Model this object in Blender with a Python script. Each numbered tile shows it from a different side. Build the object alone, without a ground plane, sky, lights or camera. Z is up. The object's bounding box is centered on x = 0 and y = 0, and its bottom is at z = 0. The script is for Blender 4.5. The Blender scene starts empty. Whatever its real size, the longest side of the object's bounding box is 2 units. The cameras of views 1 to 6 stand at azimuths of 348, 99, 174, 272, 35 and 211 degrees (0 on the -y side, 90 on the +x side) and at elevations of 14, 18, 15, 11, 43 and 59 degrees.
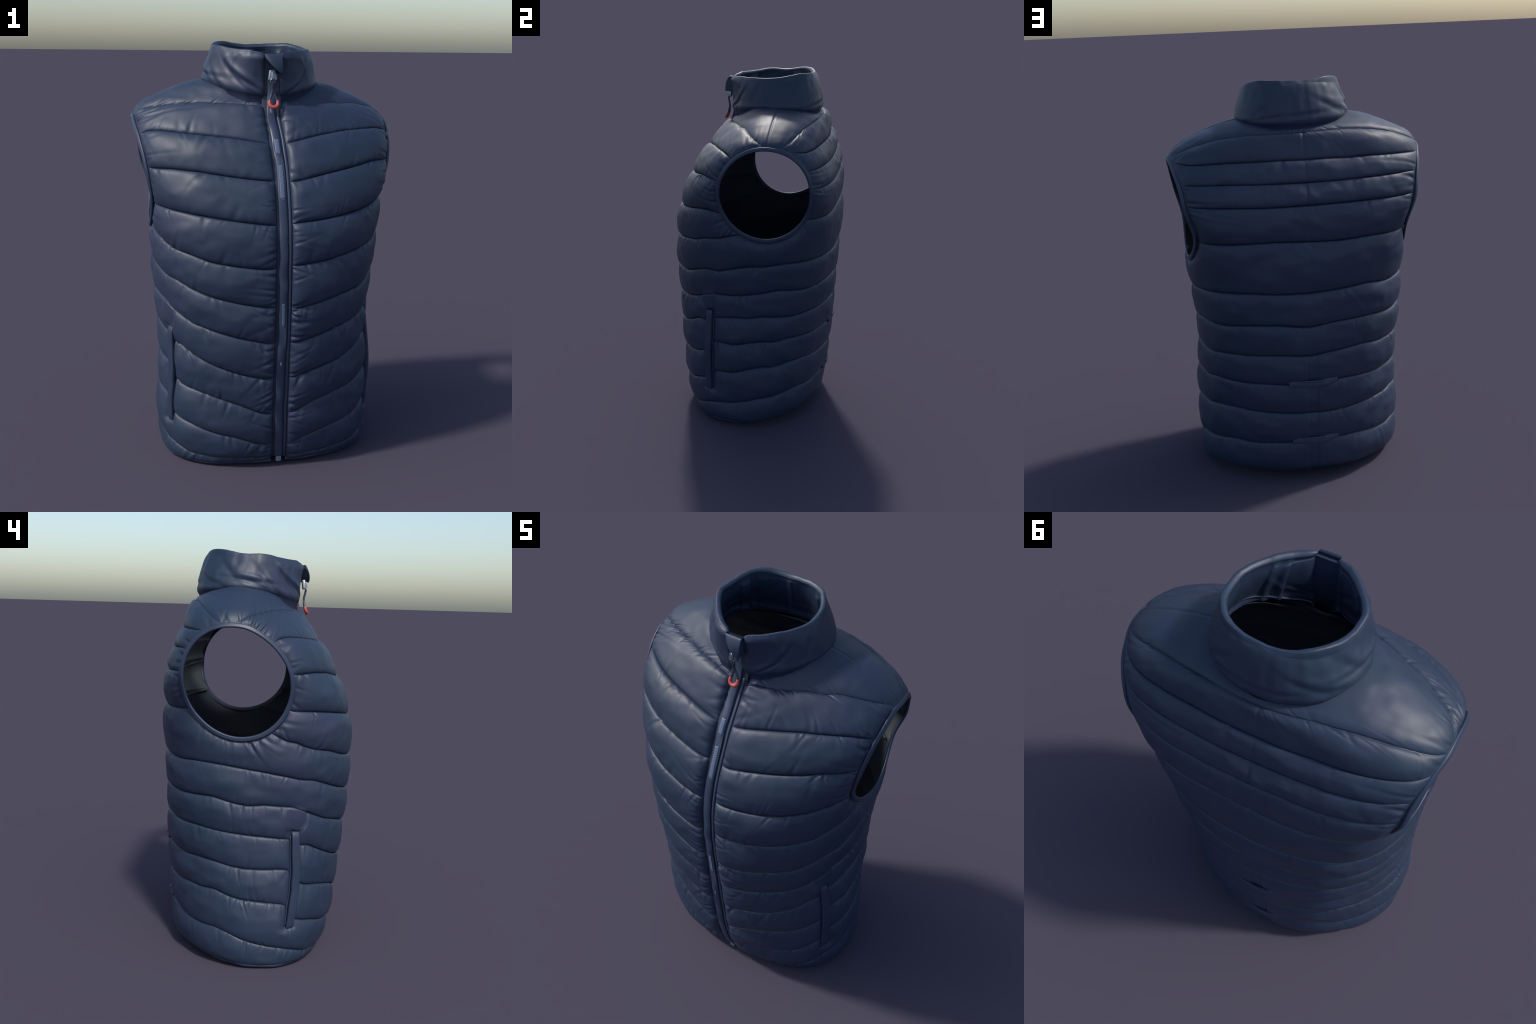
import bpy, math
import numpy as np

# =====================================================================
#  A padded, quilted sleeveless vest with stand collar and front zipper.
#  The garment is one smooth torso surface  S(psi, v)  - psi runs round the
#  body (90 = centre back, 270 = zipper), v climbs from hem to neck - which is
#  quilted by stitch lines v = seam_k(psi) and inflated between them.
# =====================================================================
D2R = math.pi / 180.0

# ---------------------------------------------------------------- torso rings
# z at front / back / left / right, half width left / right, y front / back,
# squareness of the front and back half of the ring
TORSO = np.array([
    [0.003, 0.000, 0.005, 0.007, 0.500, 0.522, -0.328, 0.330, 2.62, 1.92],
    [0.081, 0.076, 0.082, 0.083, 0.516, 0.541, -0.376, 0.412, 2.52, 1.96],
    [0.249, 0.245, 0.251, 0.249, 0.522, 0.540, -0.415, 0.442, 2.40, 1.94],
    [0.499, 0.493, 0.499, 0.497, 0.510, 0.532, -0.440, 0.457, 2.32, 2.08],
    [0.799, 0.792, 0.799, 0.795, 0.527, 0.529, -0.464, 0.465, 2.31, 2.48],
    [1.100, 1.089, 1.099, 1.094, 0.546, 0.555, -0.470, 0.469, 2.42, 2.82],
    [1.303, 1.285, 1.300, 1.295, 0.573, 0.578, -0.431, 0.463, 2.47, 3.35],
    [1.457, 1.432, 1.451, 1.446, 0.626, 0.635, -0.367, 0.448, 2.35, 3.54],
    [1.591, 1.598, 1.602, 1.595, 0.632, 0.642, -0.291, 0.396, 2.06, 3.46],
    [1.674, 1.684, 1.684, 1.676, 0.591, 0.594, -0.233, 0.363, 1.71, 3.09],
    [1.714, 1.731, 1.746, 1.739, 0.494, 0.489, -0.209, 0.347, 1.55, 2.64],
    [1.730, 1.755, 1.798, 1.790, 0.354, 0.346, -0.193, 0.337, 1.50, 2.17],
    [1.747, 1.770, 1.818, 1.813, 0.244, 0.239, -0.179, 0.312, 1.50, 1.80],
])
COLLAR = np.array([
    [1.752, 1.786, 1.809, 1.799, 0.273, 0.276, -0.184, 0.331, 1.95, 2.26],
    [1.817, 1.845, 1.849, 1.836, 0.273, 0.271, -0.186, 0.322, 1.80, 2.28],
    [1.895, 1.912, 1.904, 1.890, 0.257, 0.255, -0.197, 0.306, 1.68, 2.32],
    [1.925, 1.962, 1.938, 1.927, 0.247, 0.243, -0.206, 0.290, 1.62, 2.39],
    [1.945, 1.984, 1.973, 1.957, 0.239, 0.234, -0.202, 0.279, 1.58, 2.45],
])

# ---------------------------------------------------------------- stitch lines
SEAM_ANGLES = [4, 13, 24, 34, 45, 60, 75, 90, 105, 120, 135, 146, 156, 167, 176, 186, 198, 204.3, 206.7, 215, 225,
               237, 250, 262, 270, 278, 290, 303, 315, 325, 333, 337, 342, 354]
SEAM = {}
SEAM[0] = [8.93, 8.35, 8.72, 9.31, 10.01, 10.54, 10.95, 11.1, 11.0, 10.8, 10.21, 9.56, 8.9, 8.36, 8.85, 9.3, 9.62, 9.73, 9.8, 10.01, 10.2, 10.38, 10.75, 10.65, 10.61, 10.7, 10.38, 10.28, 10.19, 9.95, 9.95, 9.9, 9.73, 9.35]
SEAM[1] = [7.24, 7.7, 8.5, 8.45, 8.33, 8.38, 8.35, 8.31, 8.33, 8.35, 8.32, 8.25, 8.19, 7.7, 7.48, 7.61, 7.83, 7.94, 8.02, 8.11, 8.09, 8.04, 7.96, 7.8, 7.7, 7.8, 8.02, 8.19, 8.21, 8.18, 8.07, 8.02, 7.85, 7.43]
SEAM[2] = [6.85, 7.0, 7.42, 7.54, 7.61, 7.63, 7.59, 7.58, 7.59, 7.62, 7.63, 7.54, 7.4, 7.0, 6.85, 6.86, 6.88, 6.89, 6.9, 6.92, 6.95, 6.9, 6.76, 6.65, 6.61, 6.61, 6.79, 6.96, 7.1, 7.08, 7.06, 7.03, 6.99, 6.9]
SEAM[3] = [5.85, 6.3, 6.86, 6.97, 7.0, 7.01, 6.98, 6.99, 7.0, 7.01, 6.99, 6.91, 6.78, 6.3, 5.98, 5.89, 5.83, 5.81, 5.81, 5.79, 5.75, 5.68, 5.59, 5.51, 5.48, 5.54, 5.59, 5.68, 5.78, 5.89, 5.93, 5.9, 5.85, 5.79]
SEAM[4] = [5.3, 5.65, 5.81, 5.8, 5.81, 5.85, 5.88, 5.84, 5.81, 5.85, 5.81, 5.79, 5.77, 5.65, 5.51, 5.35, 5.12, 5.09, 5.03, 4.95, 4.9, 4.79, 4.73, 4.69, 4.71, 4.74, 4.78, 4.86, 4.94, 4.99, 5.09, 5.11, 5.13, 5.27]
SEAM[5] = [4.6, 4.61, 4.67, 4.7, 4.72, 4.74, 4.71, 4.7, 4.73, 4.77, 4.71, 4.72, 4.7, 4.66, 4.62, 4.58, 4.52, 4.48, 4.46, 4.44, 4.35, 4.25, 4.17, 4.12, 4.11, 4.08, 4.16, 4.23, 4.27, 4.37, 4.44, 4.44, 4.44, 4.53]
SEAM[6] = [4.05, 4.1, 4.17, 4.16, 4.16, 4.2, 4.2, 4.14, 4.2, 4.21, 4.19, 4.18, 4.18, 4.1, 4.06, 4.08, 4.05, 4.04, 4.01, 3.92, 3.81, 3.73, 3.64, 3.56, 3.54, 3.54, 3.63, 3.73, 3.78, 3.86, 3.94, 3.97, 3.99, 4.01]
SEAM[7] = [3.6, 3.65, 3.65, 3.64, 3.68, 3.69, 3.7, 3.67, 3.72, 3.75, 3.7, 3.69, 3.65, 3.62, 3.6, 3.58, 3.54, 3.52, 3.42, 3.41, 3.28, 3.14, 3.02, 2.94, 2.92, 2.94, 3.07, 3.16, 3.29, 3.43, 3.43, 3.49, 3.54, 3.59]
SEAM[8] = [3.1, 3.14, 3.13, 3.18, 3.18, 3.18, 3.18, 3.19, 3.21, 3.18, 3.14, 3.15, 3.12, 3.06, 3.03, 3.03, 3.03, 3.01, 2.82, 2.7, 2.65, 2.55, 2.42, 2.24, 2.2, 2.23, 2.45, 2.56, 2.63, 2.72, 2.8, 3.0, 3.05, 3.04]
SEAM[9] = [2.5, 2.56, 2.55, 2.61, 2.64, 2.61, 2.6, 2.59, 2.58, 2.59, 2.61, 2.58, 2.6, 2.5, 2.45, 2.43, 2.38, 2.34, 2.06, 1.96, 1.88, 1.72, 1.6, 1.37, 1.28, 1.33, 1.62, 1.78, 1.89, 2.03, 2.12, 2.31, 2.37, 2.4]
SEAM[10] = [1.57, 1.67, 1.71, 1.78, 1.86, 1.83, 1.88, 1.93, 1.92, 1.88, 1.79, 1.75, 1.76, 1.65, 1.51, 1.38, 1.25, 1.2, 1.16, 1.04, 0.82, 0.72, 0.65, 0.62, 0.62, 0.64, 0.71, 0.77, 0.9, 1.15, 1.3, 1.35, 1.4, 1.47]
HEM_ANGLES = [0, 45, 90, 135, 180, 225, 270, 315]
HEM = [0.22, 0.48, 0.75, 0.45, 0.20, 0.14, 0.18, 0.18]
NECK_V = 11.85

# ---------------------------------------------------------------- armholes
ARM_CENTRE = (0.09, 1.39)                                   # in (y, z)
ARM_LEFT = [0.252, 0.264, 0.272, 0.269, 0.260, 0.245, 0.243, 0.251, 0.255, 0.260, 0.261, 0.255, 0.245, 0.240, 0.246]
ARM_RIGHT = [0.267, 0.276, 0.280, 0.271, 0.256, 0.241, 0.232, 0.229, 0.232, 0.233, 0.236, 0.244, 0.255, 0.263, 0.266]

rng = np.random.default_rng(7)


# ================================================================= utilities
def natural_spline(K, v):
    n = len(K)
    A = np.zeros((n, n)); b = np.zeros_like(K)
    A[0, 0] = A[-1, -1] = 1
    for i in range(1, n - 1):
        A[i, i - 1:i + 2] = [1, 4, 1]
        b[i] = 6 * (K[i - 1] - 2 * K[i] + K[i + 1])
    M = np.linalg.solve(A, b)
    i = np.clip(v.astype(int), 0, n - 2); t = (v - i)[..., None]
    return (1 - t) * K[i] + t * K[i + 1] + ((1 - t) ** 3 - (1 - t)) * M[i] / 6 + (t ** 3 - t) * M[i + 1] / 6


def dense_table(K, n=1600):
    return natural_spline(K, np.linspace(0, len(K) - 1, n))


def ease(t):
    t = np.clip(t, 0, 1); return t * t * (3 - 2 * t)


def bell(t):
    return np.exp(-t * t)


def body_fullness(P):
    """where the worn-in garment departs from the plain rings (metres, along the normal)"""
    x, y, z = P[..., 0], P[..., 1], P[..., 2]
    f = -.0115 * ease((z - 1.53) / .14) * ease((.14 - y) / .16) * ease((1.80 - z) / .05)          # sloping front shoulders
    f = f + .006 * bell((z - 1.47) / .12) * ease((y - .15) / .15) * bell(x / .38)            # shoulder blades
    f = f + .010 * bell((y + .05) / .08) * bell((z - .41) / .13) * (np.abs(x) > .2)
    f = f + .008 * bell((y + .20) / .05) * bell((z - .45) / .15) * (np.abs(x) > .3)                       # pocket mouths gape
    f = f - .007 * bell((y + .13) / .10) * bell((z - .78) / .13) * (np.abs(x) > .2)      # waist
    f = f - .011 * bell((x + .27) / .16) * bell((z - .36) / .2) * (y < 0) - .005 * bell((x - .22) / .12) * bell((z - .25) / .15) * (y < 0)
    f = f + .008 * bell((x - .14) / .1) * bell((z - 1.64) / .07) * (y < 0)
    f = f - .009 * bell((z - 1.645) / .05) * ease((y - .15) / .1) * ease((np.abs(x) - .1) / .15)   # hips behind the pockets
    f = f + .008 * bell((x - .16) / .1) * bell((z - .86) / .12) * (y < 0)
    da = np.hypot(y - ARM_CENTRE[0], z - ARM_CENTRE[1]) - .25
    f = f + .008 * np.exp(-np.abs(da) / .035) * ease((y - .12) / .12) * bell((z - 1.42) / .14) * (np.abs(x) > .25)
    f = f + .003 * bell((da - .01) / .05) * ease((z - 1.56) / .06) * (np.abs(x) > .25)                   # shoulder tips
    return f


class Surface:
    """stack of rounded rings; P(psi, v)"""
    def __init__(self, K, fullness=None):
        self.fullness = fullness
        self.top = len(K) - 1
        self.T = dense_table(K)

    def P(self, psi, v):
        p = self.raw(psi, v)
        if self.fullness is None: return p
        return p + self.N(psi, v) * self.fullness(p)[..., None]

    def raw(self, psi, v):
        f = np.clip(v / self.top, 0, 1) * (len(self.T) - 1)
        i = np.clip(f.astype(int), 0, len(self.T) - 2); t = (f - i)[..., None]
        Q = self.T[i] * (1 - t) + self.T[i + 1] * t
        zf, zb, zl, zr, xl, xr, yf, yb, nf, nb = np.moveaxis(Q, -1, 0)
        c, s = np.cos(psi), np.sin(psi)
        fr = .5 - .5 * np.tanh(s / .15); lf = .5 - .5 * np.tanh(c / .15)
        n = nf * fr + nb * (1 - fr)
        rho = (np.abs(c) ** n + np.abs(s) ** n) ** (-1 / n)
        x = c * rho * np.where(c < 0, xl, xr)
        y = (yf + yb) / 2 + s * rho * (yb - yf) / 2
        z = (zf * fr + zb * (1 - fr)) * s ** 2 + (zl * lf + zr * (1 - lf)) * c ** 2
        return np.stack([x, y, z], -1)

    def N(self, psi, v, e=0.012, ev=0.04):
        du = self.raw(psi + e, v) - self.raw(psi - e, v)
        dv = self.raw(psi, np.minimum(v + ev, self.top)) - self.raw(psi, np.maximum(v - ev, 0))
        n = np.cross(du, dv)
        return n / np.linalg.norm(n, axis=-1, keepdims=True)


torso, collar_s = Surface(TORSO, body_fullness), Surface(COLLAR)


def ring_table(angles, values, sigma):
    a = np.array(angles, float); v = np.array(values, float)
    g = np.arange(720) * .5
    f = np.interp(g, np.r_[a[-1] - 360, a, a[0] + 360], np.r_[v[-1], v, v[0]])
    k = np.exp(-.5 * (np.arange(-20, 21) * .5 / sigma) ** 2); k /= k.sum()
    return np.convolve(np.r_[f[-20:], f, f[:20]], k, 'valid')


def ring_eval(tab, psi):
    f = (np.degrees(psi) % 360) * 2
    i = f.astype(int) % 720; t = f - np.floor(f)
    return tab[i] * (1 - t) + tab[(i + 1) % 720] * t


seam_tab = {k: ring_table(SEAM_ANGLES, v, 1.6) for k, v in SEAM.items()}
seam_tab[11] = ring_table(HEM_ANGLES, HEM, 14)
seam_tab[-1] = np.full(720, NECK_V)
arm_tab = {-1: ring_table(np.arange(0, 360, 24), ARM_LEFT, 7), 1: ring_table(np.arange(0, 360, 24), ARM_RIGHT, 7)}


def arm_distance(P):
    """>0 outside the armhole; also the clock angle round it"""
    side = np.where(P[..., 0] < 0, 0, 1)
    dy, dz = P[..., 1] - ARM_CENTRE[0], P[..., 2] - ARM_CENTRE[1]
    a = np.arctan2(dz, dy)
    r = np.hypot(dy, dz)
    R = np.where(side == 0, ring_eval(arm_tab[-1], a), ring_eval(arm_tab[1], a))
    d = np.where(np.abs(P[..., 0]) > .25, r - R, .5)
    return d, a


# ---- zipper opening: x of the left and right panel edge against height
ZIP_Z = [0.0, 0.05, 0.3, 0.65, 1.05, 1.4, 1.56, 1.68, 1.76, 1.85, 1.95]
ZIP_L = [-0.006, -0.010, -0.020, -0.020, -0.021, -0.020, -0.027, -0.031, -0.031, -0.034, -0.036]
ZIP_R = [0.058, 0.057, 0.049, 0.048, 0.047, 0.048, 0.047, 0.040, 0.043, 0.046, 0.046]


def zip_edge(z):
    return np.interp(z, ZIP_Z, ZIP_L), np.interp(z, ZIP_Z, ZIP_R)


def edge_angles(surf, n=160):
    """psi of the right (just past 270) and left (just before 270) panel edge against v"""
    vs = np.linspace(0, surf.top, n); q = np.radians(np.linspace(255, 286, 200))
    R, L = [], []
    for v in vs:
        P = surf.P(q, np.full(200, v)); l, r = zip_edge(P[100, 2])
        R.append(np.interp(r, P[:, 0], q)); L.append(np.interp(l, P[:, 0], q))
    return vs, np.array(R), np.array(L)


TV, TR, TL = edge_angles(torso)
CV, CRr, CLl = edge_angles(collar_s)


# ---- noise -----------------------------------------------------------------
def _hash(ix, iy, iz, s):
    h = (ix * 73856093) ^ (iy * 19349663) ^ (iz * 83492791) ^ (s * 2654435761)
    h = (h ^ (h >> 13)) * 1274126177 & 0x7fffffff
    return ((h ^ (h >> 16)) & 0xffff) / 32767.5 - 1


def noise(x, y, z, seed=0):
    xi, yi, zi = (np.floor(a).astype(np.int64) for a in (x, y, z))
    f = [a - b for a, b in ((x, xi), (y, yi), (z, zi))]
    u = [t * t * t * (t * (t * 6 - 15) + 10) for t in f]
    out = 0
    for i in (0, 1):
        for j in (0, 1):
            for k in (0, 1):
                w = (u[0] if i else 1 - u[0]) * (u[1] if j else 1 - u[1]) * (u[2] if k else 1 - u[2])
                out = out + w * _hash(xi + i, yi + j, zi + k, seed)
    return out


def puckers(a, b, specs):
    """gathers running off a stitch line: a = position along it, b = distance from it"""
    out = np.zeros_like(a)
    for a0, w, L, slope, amp in specs:
        q = (a - a0 - slope * b) / w
        m = np.abs(q) < 3.2
        if m.any():
            qm, bm = q[m] ** 2, b[m]
            out[m] += amp * (1 - 1.6 * qm) * np.exp(-qm) * np.exp(-bm / L) * (1 - np.exp(-bm / .006))
    return out


def pucker_specs(lo, hi, step, w=(.008, .018), L=(.02, .05), amp=(.002, .005), slope=.6, r=rng):
    n = max(1, int((hi - lo) / step)); out = []
    for i in range(n):
        out.append((r.uniform(lo, hi), r.uniform(*w), r.uniform(*L), r.uniform(-slope, slope), -r.uniform(*amp)))
    return out


# ---- pockets: centre line (y against z) and extent -----------------------------
POCKET_Z = (0.215, 0.690)
def pocket_y(z, side):
    if side < 0:
        return np.interp(z, [.20, .32, .39, .49, .60, .70], [-.189, -.197, -.206, -.210, -.204, -.203])
    return np.interp(z, [.22, .40, .55, .70], [-.183, -.190, -.192, -.195])


def pocket_distance(P):
    x, y, z = P[..., 0], P[..., 1], P[..., 2]
    yc = np.where(x < 0, pocket_y(z, -1), pocket_y(z, 1))
    dy = y - yc
    dz = np.maximum(np.maximum(POCKET_Z[0] - z, z - POCKET_Z[1]), 0)
    d = np.hypot(np.maximum(np.where(dy < 0, -dy - .010, dy - .020), 0), dz * 1.6)
    return np.where((y < .05) & (np.abs(x) > .3), d, .5), dy


# ================================================================= relief
ZIP_GATHERS = {s: pucker_specs(.06, 1.72, .034, w=(.007, .015), L=(.015, .05), amp=(.002, .0090), slope=.6)
               + pucker_specs(.2, 1.70, .18, w=(.012, .020), L=(.05, .09), amp=(.002, .0045), slope=.8) for s in 'LR'}
ARM_GATHERS = {s: pucker_specs(-3.14, 3.14, .13, w=(.03, .06), L=(.02, .045), amp=(.003, .0085), slope=2.0) for s in 'LR'}
SEAM_LOW = -.0145


def line_groove(d, w, depth):
    return -depth * np.exp(-(d / w) ** 2)


def relief(psi, v, P, t, h, k, gathers_lo, gathers_hi):
    """height of the padded shell over the torso surface"""
    x, y, z = P[..., 0], P[..., 1], P[..., 2]
    prof = np.clip(4 * t * (1 - t), 0, 1) ** .47
    swell = prof                                 # 0 on every stitch line
    if k < 0:                                   # shoulder yoke: stitched along its lower edge only
        swell = np.clip(1 - np.exp(-t * h / .03), 0, 1)
        prof = .45 + .55 * swell
        A = np.full_like(x, .017)
    else:
        A = .0075 + .078 * np.clip(h, .03, .2)
        if k <= 3:
            A = np.where(y > .15, A * .94, A * 1.1)
    big = noise(x * 5, y * 5, z * 9 + k * 3.1, 3)
    A = A * (1 + .16 * big * np.clip(swell * 3, 0, 1))
    puff = A * prof
    if k == 0: puff = np.maximum(puff, .45 * .017 * ease((t - .5) / .5))   # meets the yoke
    # fall towards the other stitched edges
    da, aa = arm_distance(P)
    dp, pdy = pocket_distance(P)
    l, r = zip_edge(z)
    front = y < 0
    dzl = np.where(front, np.where(x < .014, l - x, x - r), .5)
    E = (1 - np.exp(-np.maximum(dzl, 0) / .016)) * (1 - np.exp(-np.maximum(da - .012, 0) / .022)) * (1 - np.exp(-np.maximum(dp, 0) / np.where(pdy < 0, .011, .024)))
    low = SEAM_LOW + .006 * np.clip((z - 1.5) / .12, 0, 1) * ease((y - .02) / .1)
    low = low + .007 * np.exp(-np.maximum(arm_distance(P)[0], 0) / .03) * ease((z - 1.25) / .1)
    out = low + puff * E
    # gathers along the quilting lines
    along = psi * .5
    b_lo, b_hi = t * h, (1 - t) * h
    W = np.clip(E, .0, 1) ** .5 * np.where(y > .12, .5, 1)
    if gathers_lo: out += W * puckers(along, b_lo, gathers_lo)
    if gathers_hi: out += W * puckers(along, b_hi, gathers_hi)
    # gathers along zipper and armholes
    for s, sel in (('L', front & (x < .014) & (dzl < .2)), ('R', front & (x >= .014) & (dzl < .2))):
        if sel.any(): out[sel] += puckers(z[sel], np.maximum(dzl[sel], 0), ZIP_GATHERS[s]) * np.clip(swell[sel] * 1.3, .2, 1)
    for s, sel in (('L', (x < 0) & (da < .2)), ('R', (x > 0) & (da < .2))):
        if sel.any():
            g = puckers(aa[sel], np.maximum(da[sel] - .012, 0), ARM_GATHERS[s]) * np.clip(swell[sel] * 1.3, .25, 1)
            out[sel] += g * np.where(y[sel] < .1, 1., .55)
    # soft lumps and long slack folds
    out += E * swell * (.0040 * noise(x * 9, y * 9, z * 13, 11) + .0018 * noise(x * 20, y * 20, z * 26, 12))
    # single stitched lines
    if k < 0:
        out += line_groove(np.where((x > .2) & (v < 11.9), y - .120, 1), .006, .0030)
    if 0 <= k <= 2:
        out += line_groove(np.where(y > 0, x + .018, 1), .007, .005) * np.clip(.5 + noise(x * 3, z * 13, y, 31), .25, 1)
    if k >= 7:
        out += line_groove(np.where(y > 0, x - .012, 1), .0045, .0022) + line_groove(np.where(y > 0, x + .034, 1), .0045, .0035)
        out += np.where((y > 0) & (x > -.034) & (x < .012), -.003, 0)
    # flat half round patch above each pocket
    for s in (-1, 1):
        q = np.hypot((y - pocket_y(np.full_like(z, .70), s) + .004) / .046, np.maximum(.765 - z, 0) / .072)
        sel = (x * s > .3) & (y < 0) & (q < 1.6) & (z < .84) & (z > .68)
        wgt = np.clip((1.02 - q[sel]) / .16, 0, 1) * np.clip((.82 - z[sel]) / .02, 0, 1)
        out[sel] += (-.0035 + .006 * np.clip(1 - q[sel] ** 2, 0, 1) - out[sel]) * wgt * .8
        out[sel] -= .005 * np.exp(-((q[sel] - 1.03) / .07) ** 2) * np.clip((.80 - z[sel]) / .02, 0, 1)
    # panel edge tucks in at the zipper
    out -= .006 * np.exp(-np.maximum(dzl, 0) / .004)
    # sharp stitched valley
    top_w = .6 if k == 0 else 1
    if k >= 0: out -= .0030 * (np.exp(-b_lo / .003) + top_w * np.exp(-b_hi / .003)) * np.clip(E, .2, 1)
    else: out -= .0018 * np.exp(-b_lo / .003) * np.clip(E, .2, 1)
    return out


# ================================================================= mesh helpers
root = bpy.data.objects.new("padded_vest", None)
bpy.context.scene.collection.objects.link(root)
root["label"] = "navy blue quilted sleeveless vest with stand collar and front zipper"
root["category"] = "padded vest"


def make(name, verts, faces, mat, parent=None, smooth=True, kind=None):
    me = bpy.data.meshes.new(name)
    verts = np.asarray(verts, float).reshape(-1, 3)
    faces = np.asarray(faces, np.int64)
    used = np.unique(faces); remap = np.full(len(verts), -1); remap[used] = np.arange(len(used))
    verts, faces = verts[used], remap[faces]
    nf, k = faces.shape
    me.vertices.add(len(verts)); me.vertices.foreach_set("co", verts.astype(np.float32).ravel())
    me.loops.add(nf * k); me.loops.foreach_set("vertex_index", faces.astype(np.int32).ravel())
    me.polygons.add(nf); me.polygons.foreach_set("loop_start", np.arange(0, nf * k, k, dtype=np.int32))
    me.update(calc_edges=True); me.validate()
    me.polygons.foreach_set("use_smooth", np.full(len(me.polygons), smooth))
    me.materials.append(mat)
    ob = bpy.data.objects.new(name, me)
    bpy.context.scene.collection.objects.link(ob)
    ob.parent = parent or root
    if kind: ob["kind"] = kind
    return ob


def grid_faces(nr, nc, wrap=False, flip=False):
    i = np.arange(nr - 1)[:, None] * nc; j = np.arange(nc if wrap else nc - 1)[None]
    jn = (j + 1) % nc
    f = np.stack([i + j, i + jn, i + nc + jn, i + nc + j], -1).reshape(-1, 4)
    return f[:, ::-1] if flip else f


def frames(path, up=None, closed=False):
    T = np.gradient(path, axis=0) if not closed else np.roll(path, -1, 0) - np.roll(path, 1, 0)
    T /= np.linalg.norm(T, axis=1, keepdims=True)
    U = np.zeros_like(path)
    if up is not None:
        U = np.asarray(up, float) - (np.asarray(up) * T).sum(1, keepdims=True) * T
    else:
        u = np.cross(T[0], [0.3, 0.5, 0.8])
        for i in range(len(path)):
            u = u - (u @ T[i]) * T[i]; u /= np.linalg.norm(u); U[i] = u
    U /= np.linalg.norm(U, axis=1, keepdims=True)
    return T, U, np.cross(T, U)


def sweep(path, section, up, closed=False, cap=True):
    """section: (m,2) offsets (along side, along up), scalable per station if (n,m,2)"""
    T, U, V = frames(path, up, closed)
    sec = np.broadcast_to(section, (len(path),) + np.shape(section)[-2:])
    P = path[:, None] + V[:, None] * sec[..., :1] + U[:, None] * sec[..., 1:]
    n, m = P.shape[:2]
    faces = grid_faces(n, m, wrap=True)
    V_ = P.reshape(-1, 3)
    if closed:
        j = np.arange(m); jn = (j + 1) % m; o = (n - 1) * m
        faces = np.vstack([faces, np.stack([o + j, o + jn, jn, j], -1)])
    elif cap:
        c0, c1 = P[0].mean(0), P[-1].mean(0)
        V_ = np.vstack([V_, c0, c1]); j = np.arange(m); jn = (j + 1) % m; o = (n - 1) * m
        faces = np.vstack([faces, np.stack([jn, j, np.full(m, n * m), np.full(m, n * m)], -1)[:, [0, 1, 2, 2]]])
        faces = np.vstack([faces, np.stack([o + j, o + jn, np.full(m, n * m + 1), np.full(m, n * m + 1)], -1)])
    return V_, faces


def sweep_obj(name, path, section, up, mat, parent=None, closed=False):
    V, F = sweep(np.asarray(path, float), section, up, closed)
    tri = F[:, 2] == F[:, 3]
    ob = make_mixed(name, V, F[~tri], F[tri][:, :3], mat, parent)
    return ob


def make_mixed(name, V, quads, tris, mat, parent=None, kind=None):
    me = bpy.data.meshes.new(name)
    me.from_pydata([tuple(p) for p in V], [], [tuple(map(int, f)) for f in quads] + [tuple(map(int, f)) for f in tris])
    me.validate(); me.update()
    me.polygons.foreach_set("use_smooth", np.full(len(me.polygons), True))
    me.materials.append(mat)
    ob = bpy.data.objects.new(name, me)
    bpy.context.scene.collection.objects.link(ob); ob.parent = parent or root
    if kind: ob["kind"] = kind
    bm_fix(me)
    return ob


def bm_fix(me):
    import bmesh
    bm = bmesh.new(); bm.from_mesh(me)
    bmesh.ops.recalc_face_normals(bm, faces=bm.faces)
    bm.to_mesh(me); bm.free()


def circle(r, n=14, ry=None):
    a = np.arange(n) * 2 * math.pi / n
    return np.stack([r * np.cos(a), (ry or r) * np.sin(a)], 1)


def rounded_rect(w, h, r, n=5):
    pts = []
    for cx, cy, a0 in ((w / 2 - r, h / 2 - r, 0), (-w / 2 + r, h / 2 - r, 90), (-w / 2 + r, -h / 2 + r, 180), (w / 2 - r, -h / 2 + r, 270)):
        for i in range(n):
            a = (a0 + 90 * i / (n - 1)) * D2R
            pts.append((cx + r * math.cos(a), cy + r * math.sin(a)))
    return np.array(pts)


def smooth_path(pts, n, closed=False):
    pts = np.asarray(pts, float)
    if closed:
        pts = np.vstack([pts[-3:], pts, pts[:3]])
    q = natural_spline(pts, np.linspace(3 if closed else 0, len(pts) - 4 + 1 if closed else len(pts) - 1, n + (1 if closed else 0)))
    return q[:-1] if closed else q


# ================================================================= materials
def new_mat(name):
    m = bpy.data.materials.new(name); m.use_nodes = True
    nt = m.node_tree; b = nt.nodes["Principled BSDF"]
    return m, nt, b


def noise_node(nt, scale, detail=3, rough=.5, coord=None):
    n = nt.nodes.new("ShaderNodeTexNoise")
    n.inputs["Scale"].default_value = scale; n.inputs["Detail"].default_value = detail; n.inputs["Roughness"].default_value = rough
    if coord is None:
        coord = nt.nodes.new("ShaderNodeTexCoord").outputs["Object"]
    nt.links.new(coord, n.inputs["Vector"])
    return n


def ramp(nt, fac, stops):
    r = nt.nodes.new("ShaderNodeValToRGB")
    while len(r.color_ramp.elements) < len(stops): r.color_ramp.elements.new(.5)
    for e, (p, c) in zip(r.color_ramp.elements, stops):
        e.position = p; e.color = (*c, 1)
    nt.links.new(fac, r.inputs["Fac"])
    return r.outputs["Color"]


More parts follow.
